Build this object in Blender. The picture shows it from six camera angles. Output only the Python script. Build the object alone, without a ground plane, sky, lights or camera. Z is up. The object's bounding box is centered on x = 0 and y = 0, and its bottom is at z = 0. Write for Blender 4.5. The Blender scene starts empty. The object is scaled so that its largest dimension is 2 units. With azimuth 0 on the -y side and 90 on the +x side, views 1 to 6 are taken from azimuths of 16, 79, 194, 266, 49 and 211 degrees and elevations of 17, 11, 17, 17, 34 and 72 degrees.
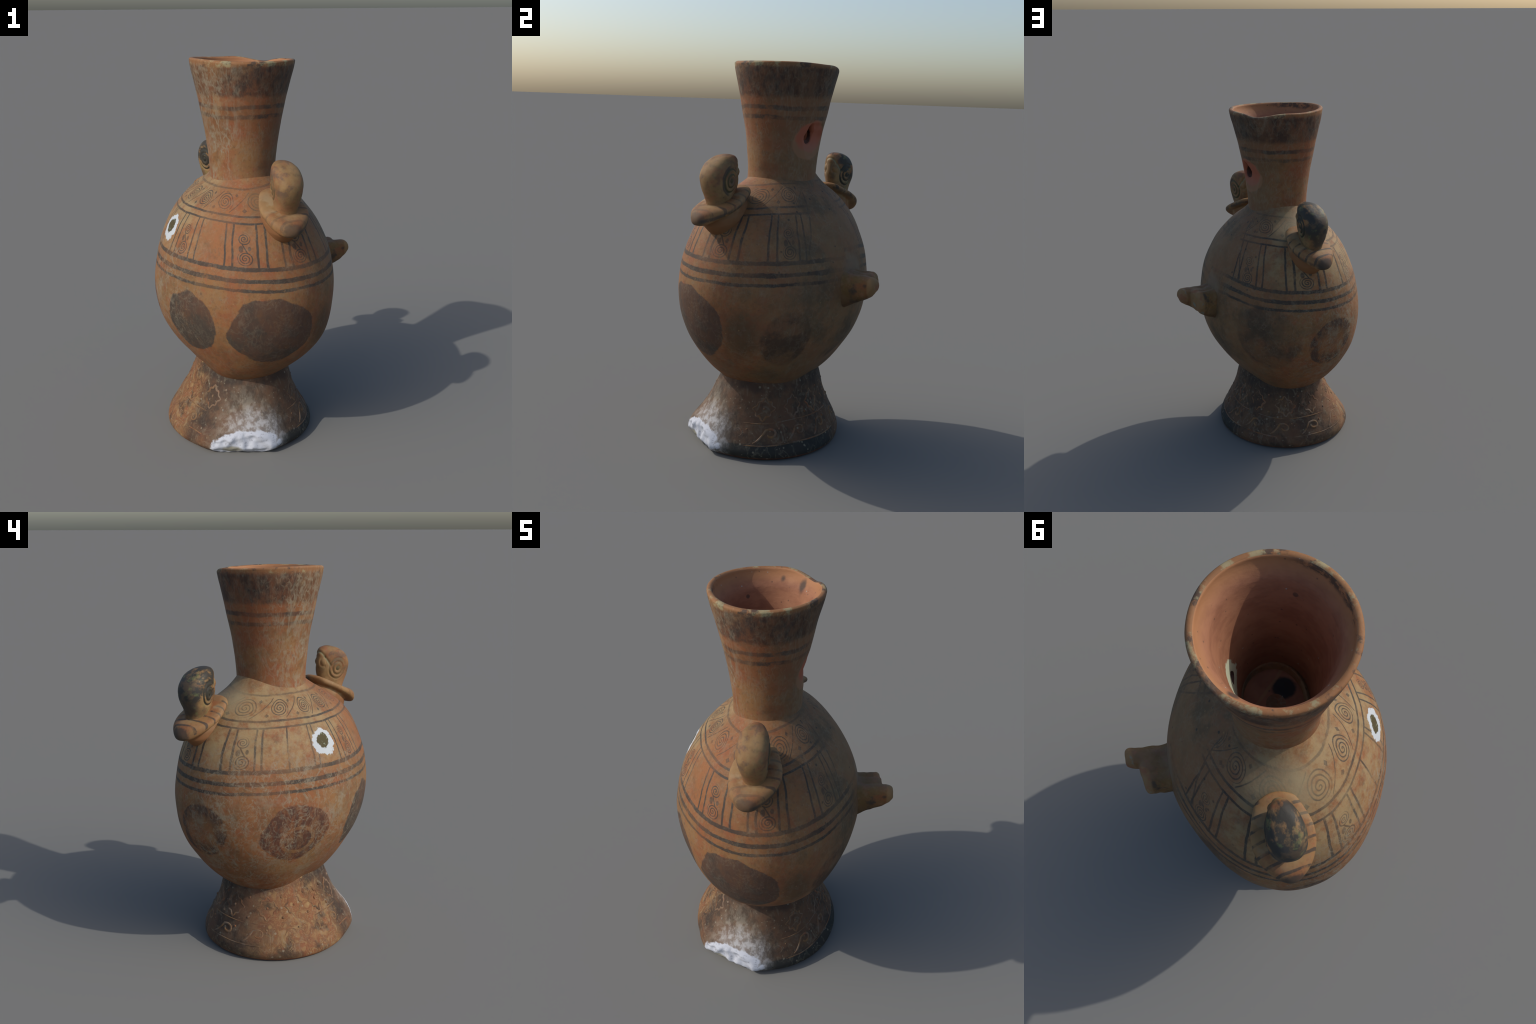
import bpy, bmesh, math, random
import numpy as np
from mathutils import Vector, noise as mnoise

random.seed(7)
rad = math.radians
COL = bpy.context.scene.collection

# ------------------------------------------------------------------ helpers
def interp(zk, v, z):
    zk = np.asarray(zk, float); v = np.asarray(v, float); z = np.asarray(z, float)
    d = np.gradient(v, zk)
    i = np.clip(np.searchsorted(zk, z) - 1, 0, len(zk) - 2)
    h = zk[i + 1] - zk[i]; t = np.clip((z - zk[i]) / h, 0, 1)
    return ((2*t**3 - 3*t**2 + 1)*v[i] + (t**3 - 2*t**2 + t)*h*d[i]
            + (-2*t**3 + 3*t**2)*v[i+1] + (t**3 - t**2)*h*d[i+1])

def interp_angle(deg, val, th):
    """periodic interpolation over azimuth in degrees"""
    deg = np.asarray(deg, float); val = np.asarray(val, float)
    o = np.argsort(deg); deg = deg[o]; val = val[o]
    D = np.concatenate([deg[-2:] - 360, deg, deg[:2] + 360])
    V = np.concatenate([val[-2:], val, val[:2]])
    x = (np.degrees(th) + 180) % 360 - 180
    return interp(D, V, x)

def smoothstep(a, b, x):
    t = np.clip((x - a) / (b - a), 0, 1)
    return t*t*(3 - 2*t)

def wobble(P, scale, seed):
    """smooth noise per point, -1..1"""
    o = Vector((seed*3.1, seed*7.7, seed*1.3))
    return np.array([mnoise.noise(Vector(p)*scale + o) for p in P.reshape(-1, 3)]).reshape(P.shape[:-1])

def mesh_object(name, verts, faces, mat, parent=None, smooth=True):
    me = bpy.data.meshes.new(name)
    me.from_pydata([tuple(v) for v in verts], [], faces)
    me.update()
    if smooth:
        me.polygons.foreach_set('use_smooth', [True]*len(me.polygons))
    ob = bpy.data.objects.new(name, me)
    COL.objects.link(ob)
    if mat: me.materials.append(mat)
    if parent: ob.parent = parent
    return ob

def grid_faces(rows, cols, close_u=True, off=0):
    f = []
    for i in range(rows - 1):
        for j in range(cols if close_u else cols - 1):
            k = (j + 1) % cols
            f.append((off+i*cols+j, off+i*cols+k, off+(i+1)*cols+k, off+(i+1)*cols+j))
    return f

def lathe(name, P, mat, parent=None):
    """P: rows x cols x 3 closed rings from bottom pole to top pole; both ends capped"""
    R, C, _ = P.shape
    v = list(P.reshape(-1, 3))
    f = grid_faces(R, C)
    v.append(P[0].mean(0)); v.append(P[-1].mean(0))
    a, b = R*C, R*C + 1
    for j in range(C):
        k = (j + 1) % C
        f.append((a, k, j)); f.append((b, (R-1)*C + j, (R-1)*C + k))
    return mesh_object(name, v, f, mat, parent)

def bake_modifiers(ob):
    dg = bpy.context.evaluated_depsgraph_get(); dg.update()
    me = bpy.data.meshes.new_from_object(ob.evaluated_get(dg))
    old = ob.data
    ob.modifiers.clear(); ob.data = me
    me.name = old.name
    bpy.data.meshes.remove(old)
    me.polygons.foreach_set('use_smooth', [True]*len(me.polygons))

# ------------------------------------------------------------------ node expressions
class E:
    """a float expression in a node tree"""
    tree = None
    def __init__(s, sock): s.s = sock
    @staticmethod
    def op(kind, *a, clamp=False):
        n = E.tree.nodes.new('ShaderNodeMath'); n.operation = kind; n.use_clamp = clamp
        for i, x in enumerate(a):
            if isinstance(x, E): E.tree.links.new(x.s, n.inputs[i])
            else: n.inputs[i].default_value = float(x)
        return E(n.outputs[0])
    def __add__(a, b): return E.op('ADD', a, b)
    __radd__ = __add__
    def __sub__(a, b): return E.op('SUBTRACT', a, b)
    def __rsub__(a, b): return E.op('SUBTRACT', b, a)
    def __mul__(a, b): return E.op('MULTIPLY', a, b)
    __rmul__ = __mul__
    def __truediv__(a, b): return E.op('DIVIDE', a, b)
    def __neg__(a): return E.op('MULTIPLY', a, -1)

def eabs(a): return E.op('ABSOLUTE', a)
def emin(a, *bs):
    for b in bs: a = E.op('MINIMUM', a, b)
    return a
def emax(a, *bs):
    for b in bs: a = E.op('MAXIMUM', a, b)
    return a
def hyp(a, b): return E.op('SQRT', a*a + b*b)
def clamp01(a): return E.op('ADD', a, 0, clamp=True)
def step(a, b, x):
    """smooth ramp, 0 at a and 1 at b"""
    n = E.tree.nodes.new('ShaderNodeMapRange'); n.interpolation_type = 'SMOOTHSTEP'
    E.tree.links.new(x.s, n.inputs[0])
    if a < b: vals = (a, b, 0, 1)
    else: vals = (b, a, 1, 0)
    for i, v in enumerate(vals): n.inputs[i+1].default_value = v
    return E(n.outputs[0])
def line(d, w, soft=.0015): return step(w + soft, w - soft, d)
def within(x, a, b, soft): return step(a-soft, a+soft, x)*step(b+soft, b-soft, x)

class Coords:
    def __init__(s):
        t = E.tree
        tc = t.nodes.new('ShaderNodeTexCoord'); s.vec = tc.outputs['Object']
        sp = t.nodes.new('ShaderNodeSeparateXYZ'); t.links.new(s.vec, sp.inputs[0])
        s.x, s.y, s.z = (E(o) for o in sp.outputs)
    def azimuth(s, zero):
        """degrees round the axis, 0 at azimuth `zero`, seam on the far side"""
        c, k = math.cos(rad(zero)), math.sin(rad(zero))
        return E.op('ARCTAN2', s.y*c - s.x*k, s.x*c + s.y*k)*(180/math.pi)
    def noise(s, scale, detail=3, rough=.55, stretch=(1, 1, 1), off=(0, 0, 0), dist=0):
        t = E.tree
        m = t.nodes.new('ShaderNodeMapping'); t.links.new(s.vec, m.inputs[0])
        m.inputs['Scale'].default_value = stretch; m.inputs['Location'].default_value = off
        n = t.nodes.new('ShaderNodeTexNoise'); t.links.new(m.outputs[0], n.inputs['Vector'])
        n.inputs['Scale'].default_value = scale; n.inputs['Detail'].default_value = detail
        n.inputs['Roughness'].default_value = rough; n.inputs['Distortion'].default_value = dist
        return E(n.outputs[0])
    def specks(s, scale, size, off=(0, 0, 0)):
        t = E.tree
        m = t.nodes.new('ShaderNodeMapping'); t.links.new(s.vec, m.inputs[0])
        m.inputs['Location'].default_value = off
        n = t.nodes.new('ShaderNodeTexVoronoi'); t.links.new(m.outputs[0], n.inputs['Vector'])
        n.inputs['Scale'].default_value = scale
        # only some cells carry a speck
        sp = t.nodes.new('ShaderNodeSeparateColor'); t.links.new(n.outputs['Color'], sp.inputs[0])
        return step(size, size*.55, E(n.outputs['Distance']))*step(.62, .66, E(sp.outputs[0]))

TONE = (.46, .60, .67)        # overall darkness and warmth of the fired clay
def srgb(r, g, b):
    f = lambda c: (c/12.92 if c <= .04045 else ((c+.055)/1.055)**2.4)
    return tuple(f(c/255)*q for c, q in zip((r, g, b), TONE)) + (1,)

class Colour:
    def __init__(s, c):
        if isinstance(c, tuple):
            n = E.tree.nodes.new('ShaderNodeRGB'); n.outputs[0].default_value = c; s.s = n.outputs[0]
        else: s.s = c
    def mix(s, c, fac):
        n = E.tree.nodes.new('ShaderNodeMix'); n.data_type = 'RGBA'
        E.tree.links.new(s.s, n.inputs[6])
        if isinstance(c, Colour): E.tree.links.new(c.s, n.inputs[7])
        else: n.inputs[7].default_value = c
        if isinstance(fac, E): E.tree.links.new(fac.s, n.inputs[0])
        else: n.inputs[0].default_value = fac
        return Colour(n.outputs[2])

def material(name, build, roughness=.72):
    m = bpy.data.materials.new(name); m.use_nodes = True
    t = m.node_tree; E.tree = t
    bsdf = t.nodes['Principled BSDF']
    bsdf.inputs['Roughness'].default_value = roughness
    bsdf.inputs['Specular IOR Level'].default_value = .28
    col, height, amount = build(Coords())
    t.links.new(col.s, bsdf.inputs['Base Color'])
    if height is not None:
        b = t.nodes.new('ShaderNodeBump'); b.inputs['Strength'].default_value = amount
        b.inputs['Distance'].default_value = .01
        t.links.new(height.s, b.inputs['Height']); t.links.new(b.outputs[0], bsdf.inputs['Normal'])
    return m

# ------------------------------------------------------------------ palette (base colours)
ORANGE = srgb(186, 108, 62)
RED    = srgb(180, 92, 56)
TAN    = srgb(182, 122, 74)
OCHRE  = srgb(196, 142, 92)
BROWN  = srgb(140, 88, 54)
DARK   = (.044, .038, .031, 1)
BLACK  = (.031, .030, .028, 1)
SOOT   = (.078, .043, .029, 1)
PALE   = (.235, .205, .145, 1)
GREEN  = (.285, .205, .100, 1)
WHITE  = (.43, .46, .48, 1)
SEAM = -140          # azimuth where painted-pattern angles are zero (the spout side carries no pattern)

def ang(a): return (a - SEAM + 180) % 360 - 180

def clay(c, base=ORANGE):
    """mottled fired clay shared by the vessel's parts"""
    big = c.noise(2.3, 4); mid = c.noise(9, 5, .6, off=(3, 1, 2)); fine = c.noise(60, 3, .6)
    k = Colour(base).mix(TAN, step(.42, .62, big)*.8)
    k = k.mix(RED, step(.48, .64, mid)*.6)
    k = k.mix(BROWN, step(.48, .68, c.noise(5, 6, .7, off=(9, 4, 1)))*.6)
    k = k.mix(BROWN, step(.52, .68, fine)*.4)
    k = k.mix((.20, .120, .062, 1), step(.5, .66, c.noise(21, 6, .7, off=(4, 4, 7)))*.55)
    k = k.mix((.235, .078, .036, 1), step(.54, .68, c.noise(30, 5, .7, off=(1, 8, 7)))*.55)
    k = k.mix((.105, .072, .038, 1), step(.52, .68, c.noise(14, 6, .75, off=(6, 1, 7)))*.5)
    k = k.mix((.085, .050, .030, 1), c.specks(42, .2, (5, 2, 2))*.4)
    return k, mid, fine

def veins(c, scale=22, stretch=(1, 1, .55), off=(0, 0, 0), w=.022):
    """broken worm-like mineral threads with blurred edges"""
    n = c.noise(scale, 3, .6, stretch, off, dist=.5)
    body = line(eabs(n - .5), w*.5, w*1.1)
    return body*step(.36, .62, c.noise(scale*.5, 4, .65, off=(5, 5, 1)))*step(.2, .6, c.noise(scale*3, 3, .6, off=(2, 5, 1)))

def spiral(u, v, size, turns, w, hand=1):
    """archimedean spiral line of given outer radius"""
    p = size/turns
    r = hyp(u, v)
    a = E.op('ARCTAN2', v, u)*(hand/(2*math.pi))
    f = E.op('FRACT', r/p + a)
    return line(eabs(f - .5)*p, w, .0012)*step(size + .002, size - .002, r)

def ellipse(u, v, cu, cv, ru, rv, tilt=0):
    ct, st = math.cos(rad(tilt)), math.sin(rad(tilt))
    du, dv = u - cu, v - cv
    return hyp((du*ct + dv*st)/ru, (dv*ct - du*st)/rv)

# ------------------------------------------------------------------ materials
def body_paint(c):
    k, mid, fine = clay(c)
    phi = c.azimuth(SEAM); z = c.z
    wob = (c.noise(7, 3) - .5)*.022
    edge = (c.noise(45, 4, .7) - .5)
    wear = step(.30, .46, c.noise(11, 5, .7, off=(2, 8, 3)))
    # greenish-pale bloom on the far left shoulder and flank
    left = within(phi, ang(128), ang(-118), 26)
    k = k.mix(GREEN, within(phi, -128, 30, 24)*step(.98, 1.16, z)*step(.36, .60, c.noise(10, 7, .78, off=(1, 7, 4)))*.8)
    k = k.mix(PALE, left*step(1.0, .85, z)*step(.52, .7, c.noise(8, 6, .7, off=(6, 2, 4)))*.55)
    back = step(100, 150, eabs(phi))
    k = k.mix((.145, .100, .055, 1), back*.55)  # belly tinted olive-brown on the spout side to match its shade
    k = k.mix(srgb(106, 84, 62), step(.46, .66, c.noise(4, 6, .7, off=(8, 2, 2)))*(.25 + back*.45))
    k = k.mix(srgb(166, 140, 108), step(.54, .74, c.noise(16, 6, .75, (1, 1, .6), off=(2, 2, 7)))*.35)
    # ------ dark ovals round the lower belly
    R = .475
    u = phi*(math.pi/180*R)
    v = (z - .72)*1.08
    rough = edge*.12 + (mid - .5)*.12 + (c.noise(5.5, 2, off=(4, 8, 1)) - .5)*.42
    def oval(az, zc, ru, rv, tilt): return ellipse(u, v, rad(ang(az))*R, (zc - .72)*1.08, ru, rv, tilt) + rough
    grain = c.noise(26, 5, .7, (1, 1, .5), off=(4, 4, 2))
    b1 = oval(-109.5, .722, .165, .195, -22)
    b2 = oval(-59, .725, .185, .195, 15)
    strong = step(1.02, .97, emin(b1, b2))
    k = k.mix(Colour(SOOT).mix(DARK, step(.42, .60, c.noise(4, 5, .65, off=(2, 2, 9)))*.9).mix(BROWN, step(.5, .72, grain)*.55).mix(BLACK, step(.5, .7, c.noise(15, 5, .7, (1, 1, .6), off=(6, 6, 2)))*.5), strong*.94)
    b3 = oval(-171, .73, .18, .165, 20)
    ring = step(.05, .02, eabs(ellipse(u, v, rad(ang(-170))*R, -.03, .12, .10, 10) - .72) - .06)
    k = k.mix(Colour(srgb(112, 62, 46)).mix(DARK, step(.5, .7, grain)*.7), step(1.03, .97, b3)*(1 - ring*.55)*(.45 + .5*step(.36, .56, grain)))
    b46 = oval(136, .742, .115, .155, -10)
    k = k.mix(Colour(srgb(92, 62, 52)), step(1.03, .96, b46)*step(.35, .8, b46)*step(.34, .55, grain)*.85)
    b5 = oval(97, .765, .185, .22, 0)
    k = k.mix(Colour(srgb(84, 66, 54)), step(1.06, .92, b5)*(.25 + .45*step(.42, .62, c.noise(7, 4, .6))))
    b8 = oval(42, .62, .12, .13, 0)
    k = k.mix((.05, .034, .022, 1), step(1.05, .9, b8)*(.2 + .4*step(.42, .6, c.noise(8, 4, .6, off=(0, 9, 0)))))
    b7 = oval(-4, .665, .13, .165, 0)
    k = k.mix(Colour(srgb(96, 66, 50)), step(1.05, .92, b7)*(.3 + .55*step(.42, .6, c.noise(9, 4, .6))))
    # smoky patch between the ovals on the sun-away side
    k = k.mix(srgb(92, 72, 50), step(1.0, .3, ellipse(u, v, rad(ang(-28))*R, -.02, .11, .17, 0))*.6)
    # ------ painted girdle of three lines
    gap = within(phi, -181, -158, 12) + step(152, 170, phi)*.9                     # round the spout: lines worn off
    zz = z + wob*.5
    def girdle(z0, w, a): return line(eabs(zz - z0) + edge*.010 + (c.noise(22, 3, off=(6, 0, 4)) - .5)*.008, w, .0025)*a
    thick = (c.noise(5, 2, .5, off=(1, 1, 8)) - .5)*.012
    rise = step(-120, -165, phi)*.035
    zz = zz - rise
    g = emax(girdle(1.049, .0095, 1), line(eabs(zz - .995) + edge*.012 + thick, .0105, .002), girdle(.949, .0075, 1))
    ink = g*(.35 + .65*wear)*(1 - gap*.8)
    # ------ shoulder panels: upright line pairs flanking scroll columns
    ztop = 1.262; panel = within(z - step(60, 140, phi)*.024 - step(-60, -120, phi)*.03 + wob*.6, .9, 1.244, .004)*step(1.046, 1.049, zz)
    th = phi + (c.noise(6, 2) - .5)*3.0
    lines = [-132.5, -127, -112, -106.5, -84, -79, -65, -60, -51, -47, -36, -31.5, -16, -11, 3, 7.5,
             69.5, 74.5, 89.5, 94, 109.5, 114.5, 129, 133.5, 146, 151, 163.5, 167.5, -175.5, -157, -153]
    d = None
    for a in lines:
        q = eabs(th - ang(a)); d = q if d is None else emin(d, q)
    d = d*(.43*math.pi/180)
    ink = emax(ink, line(d + edge*.004, .0048, .0014)*panel*(.3 + .7*wear))
    # diagonal panel borders near the spout
    for a, sgn in ((14, 1), (71, -1)):
        q = eabs(th - ang(a) + (z - 1.2)*(-40*sgn))*(.40*math.pi/180)
        ink = emax(ink, line(q + edge*.004, .0045, .0014)*within(z, 1.08, 1.36, .01)*wear*.8)
    # scroll columns: two stacked spirals joined by an s-stroke
    cols = [-119.5, -72, -42, -3.5, 82, 121.5, 156.5]
    n = None
    for a in cols:
        q = phi - ang(a)
        if n is None: n = q
        else:
            pick = E.op('LESS_THAN', eabs(q), eabs(n))
            n = n + (q - n)*pick
    ul = n*(.435*math.pi/180) + (c.noise(12, 2, off=(3, 3, 3)) - .5)*.008
    vl = (z - 1.142)*1.12 + (c.noise(12, 2, off=(8, 3, 3)) - .5)*.008
    s_low = spiral(ul - .002, (vl + .050)*.9, .034, 3, .0026, 1)
    s_up = spiral(ul + .004, (vl - .046)*1.0, .029, 2.6, .0024, -1)
    bar = line(hyp(ul + vl*.55, 0.0*vl), .0032)*within(vl, -.022, .024, .003)
    leaf = line(hyp((ul + .016)*1.0, (vl + .004)*.6), .010) + line(hyp(ul - .02, (vl - .0)*.6), .007)
    col_ink = emax(s_low, s_up, bar, leaf*.8)*step(.052, .05, eabs(ul))
    ink = emax(ink, col_ink*(.45 + .55*wear)*step(.33, .4, c.noise(5, 2, off=(0, 5, 0)) + .05))
    # ------ collar band on the shoulder: double line, running spirals, top line
    sh_gap = 1 - emin(gap + within(phi, ang(20), 181, 6) + within(phi, -181, ang(62), 6), 1.0)
    zs = z + wob*.6 - step(60, 140, phi)*.024 - step(-60, -120, phi)*.03
    for z0, w in ((1.272, .0042), (1.244, .0040), (1.374, .0036)):
        q = line(eabs(zs - z0) + edge*.004, w, .0012)*(.35 + .65*wear)
        ink = emax(ink, q*sh_gap*(1 if z0 < 1.3 else .55))
    per = 30.0
    q = phi*(1/per) + .5 - ang(-150)/per
    ur = (E.op('FRACT', q) - .5)*(per*.315*math.pi/180)
    vr = (zs - 1.322)*1.45
    ur2 = ur + (c.noise(7, 3, off=(5, 1, 3)) - .5)*.022
    sp = spiral(ur2, vr, .052, 3.6, .0026, 1)
    um = (E.op('FRACT', q + .5) - .5)*(per*.315*math.pi/180)           # measured from midway between spirals
    hook = line(eabs(vr - um*1.15)*.66, .0022)*step(.052, .048, eabs(um))
    tri = line(eabs(um - .020) + eabs(vr + .040)*.9, .011) + line(eabs(um + .020) + eabs(vr - .040)*.9, .010)
    ink = emax(ink, emax(sp, hook, tri*.8)*within(vr, -.066, .066, .003)*sh_gap*(.4 + .6*wear))
    k = k.mix(Colour(DARK).mix(srgb(92, 64, 50), step(.4, .62, mid)*.6), clamp01(ink*(.55 + .4*step(.36, .58, c.noise(3.2, 4, .6, off=(3, 6, 0))))))
    # ------ mineral threads, specks
    for sc, o in ((12, (0, 0, 0)), (16, (4, 1, 6)), (22, (7, 3, 2))):
        k = k.mix(PALE, veins(c, sc, (1, 1, .8), o, .026)*(left*step(1.25, 1.0, z)*.55 + .20))
    k = k.mix(BLACK, c.specks(18, .16)*step(-.2, .3, E.op('SINE', phi*.03))*.35)
    k = k.mix(BLACK, c.specks(30, .22, (4, 1, 1))*step(95, 150, eabs(phi))*step(.9, 1.05, z)*.75)
    k = k.mix(OCHRE, c.specks(26, .13, (7, 1, 1))*.45)
    # pale clay smear above the spout and round the figures' seats
    k = k.mix(srgb(168, 130, 104), step(.11, .05, hyp(c.x - .33, hyp(c.y - .35, (c.z - 1.0)*1.2)))*.6)
    k = k.mix(srgb(196, 160, 120), step(.17, .06, hyp(c.x + .19, hyp(c.y - .27, (c.z - 1.34)*1.0)))*.7)
    k = k.mix(srgb(178, 126, 84), step(.15, .06, hyp(c.x - .22, hyp(c.y + .25, (c.z - 1.34)*1.0)))*.5)
    # ------ white plaster dab with a bare earthy middle
    dab = ellipse(phi*(math.pi/180*.40), z, rad(ang(-145.5))*.40, 1.156, .070, .064, 0) + (c.noise(26, 4, .75, off=(1, 5, 2)) - .5)*1.15
    k = k.mix(WHITE, step(1.03, .97, dab))
    bare = ellipse(phi*(math.pi/180*.40), z, rad(ang(-145.5))*.40, 1.162, .040, .034, 10) + (c.noise(30, 3, .6, off=(5, 5, 2)) - .5)*1.1
    k = k.mix(Colour(srgb(104, 82, 48)).mix(srgb(180, 170, 140), step(.55, .7, c.noise(50, 2, off=(3, 0, 0)))), step(1.0, .9, bare))
    return k, mid*.5 + fine*.5, .22

def neck_paint(c):
    k, mid, fine = clay(c, srgb(178, 98, 58))
    phi = c.azimuth(SEAM); z = c.z
    edge = c.noise(40, 4, .7) - .5
    wob = (c.noise(6, 3) - .5)*.03
    wear = step(.32, .5, c.noise(12, 5, .7, off=(2, 8, 3)))
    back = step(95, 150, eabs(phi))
    k = k.mix((.135, .088, .048, 1), back*.55)  # shaded half of the neck given a duller brown base colour
    zz = z + wob + edge*.012
    # smoked collar
    collar = step(1.808, 1.838, zz + (c.noise(18, 4, .65) - .5)*.02)*step(1.985, 1.955, z + (c.noise(7, 3, off=(3, 3, 1)) - .5)*.05)
    worn = within(phi, ang(-150), ang(-105), 12)
    dens = (1 - worn*.55*step(.3, .5, c.noise(5, 4)))*(.55 + .45*step(.36, .56, c.noise(9, 5, .65, off=(1, 3, 9))))
    k = k.mix(Colour(srgb(92, 60, 46)).mix(BLACK, step(.44, .66, c.noise(5, 5, .7, off=(5, 0, 2)))*.75), collar*dens*(.55 + .4*step(.36, .6, c.noise(24, 5, .75, (1, 1, .5), off=(5, 5, 2)))))
    for z0, w in ((1.769, .0095), (1.722, .0085)):
        q = line(eabs(z + wob*.9 + (c.noise(16, 3) - .5)*.012 - z0) + edge*.010, w + .001, .004)
        k = k.mix(Colour(DARK).mix(srgb(110, 66, 50), step(.4, .6, mid)), q*(.12 + .8*wear)*(.55 + .4*step(.4, .6, c.noise(5, 3, off=(9, 0, 2))))*(1 - within(phi, ang(25), 181, 12)*.7))
    # threads: dense on the far left
    left = within(phi, ang(175), ang(-85), 30)
    for sc, o in ((11, (0, 0, 0)), (16, (4, 1, 6)), (13, (7, 3, 2)), (21, (2, 8, 5))):
        k = k.mix(PALE, veins(c, sc, (1, 1, .42), o, .026)*(left*.55 + .26))
    k = k.mix(PALE, left*step(.5, .75, c.noise(24, 5, .7, (1, 1, .5), off=(3, 3, 9)))*.5)
    k = k.mix(GREEN, left*step(.54, .7, c.noise(7, 5, .7, off=(6, 6, 1)))*.45)
    k = k.mix(BLACK, c.specks(20, .16)*.3)
    # lip: bare clay with soot stains
    k = k.mix(Colour(srgb(190, 118, 72)), step(1.958, 1.985, z + edge*.02)*.75)
    k = k.mix(BLACK, step(1.955, 1.97, z)*step(.53, .62, c.noise(9, 5, .7, off=(2, 6, 6)))*.75)
    k = k.mix(srgb(206, 176, 128), step(1.958, 1.972, z)*step(.52, .64, c.noise(14, 5, .7, off=(8, 6, 6)))*.7)
    # knocked-off facet on the spout side: fresh red clay core, buff border
    fac = c.x*math.cos(rad(46)) + c.y*math.sin(rad(46))
    tang = c.y*math.cos(rad(46)) - c.x*math.sin(rad(46))
    e = ellipse(tang, z, -.004, 1.612, .118, .098, 8) + (c.noise(10, 3, off=(4, 2, 2)) - .5)*.45
    side = step(.05, .09, fac)
    k = k.mix(Colour((.235, .125, .068, 1)), step(1.04, .96, e)*side*.9)
    e2 = ellipse(tang, z, -.004, 1.628, .098, .074, 0) + (c.noise(12, 3, off=(4, 7, 2)) - .5)*.5
    k = k.mix(Colour((.30, .085, .045, 1)).mix((.27, .11, .07, 1), step(1.62, 1.56, z)), step(1.2, .95, e2)*side*.95)
    k = k.mix(srgb(70, 44, 36), step(.176, .169, fac)*step(.066, .055, hyp(tang + .016, z - 1.64))*step(.08, .11, fac)*.9)  # hole walls painted dark brown for the gloom inside
    return k, mid*.5 + fine*.5, .22

def throat_paint(c):
    """bare clay inside the neck: throwing rings, stains, pale putty behind the mended hole"""
    phi = c.azimuth(SEAM); z = c.z
    mid = c.noise(9, 5, .6); edge = c.noise(40, 4, .7) - .5
    ink = c.noise(8, 5, .7, (1, 1, 2.2), off=(1, 1, 5))
    si = Colour((.29, .130, .070, 1)).mix((.215, .090, .050, 1), step(.4, .65, ink)*.8).mix((.36, .18, .10, 1), step(.5, .7, c.noise(5, 5, .7))*.5)
    si = si.mix((.33, .155, .065, 1), step(1.91, 1.965, z + edge*.03)*.7)
    si = si.mix(BLACK, step(.02, .006, hyp(c.x + .11, hyp(c.y - .225, (c.z - 1.95)*.7)) - (mid - .5)*.03)*.85)
    si = si.mix(BLACK, step(.03, .008, hyp((c.x - .0)*1.2, hyp(c.y - .25, (c.z - 1.915)*.45)) - (mid - .5)*.05)*.8)
    si = si.mix(BLACK, within(phi, ang(-150), ang(-70), 12)*step(1.955, 1.972, z)*step(.42, .55, ink + edge*.3)*.8)
    si = si.mix(BLACK, c.specks(34, .16, (3, 3, 3))*.5)
    si = si.mix(BLACK, c.specks(16, .20, (3, 7, 3))*step(.5, .6, c.noise(7, 3))*.7)
    si = si.mix(BLACK, step(.050, .035, hyp(c.x - .012, c.y + .055) + (mid - .5)*.05)*step(1.47, 1.45, z))
    si = si.mix((.30, .17, .08, 1), line(eabs(c.x - .055 + (mid - .5)*.03), .006, .003)*step(1.47, 1.45, z)*.6)
    si = si.mix(srgb(214, 196, 176), c.specks(24, .10, (8, 3, 5))*.7)
    # pale putty round the mended hole, seen from within
    dp = hyp(c.x*math.sin(rad(46)) - c.y*math.cos(rad(46)), (z - 1.64)*.95)
    si = si.mix((.45, .47, .34, 1), step(.078, .072, dp + edge*.03 + (mid - .5)*.08)*step(0, .02, c.x + c.y))
    return si, ink + edge*.3, .3

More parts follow.
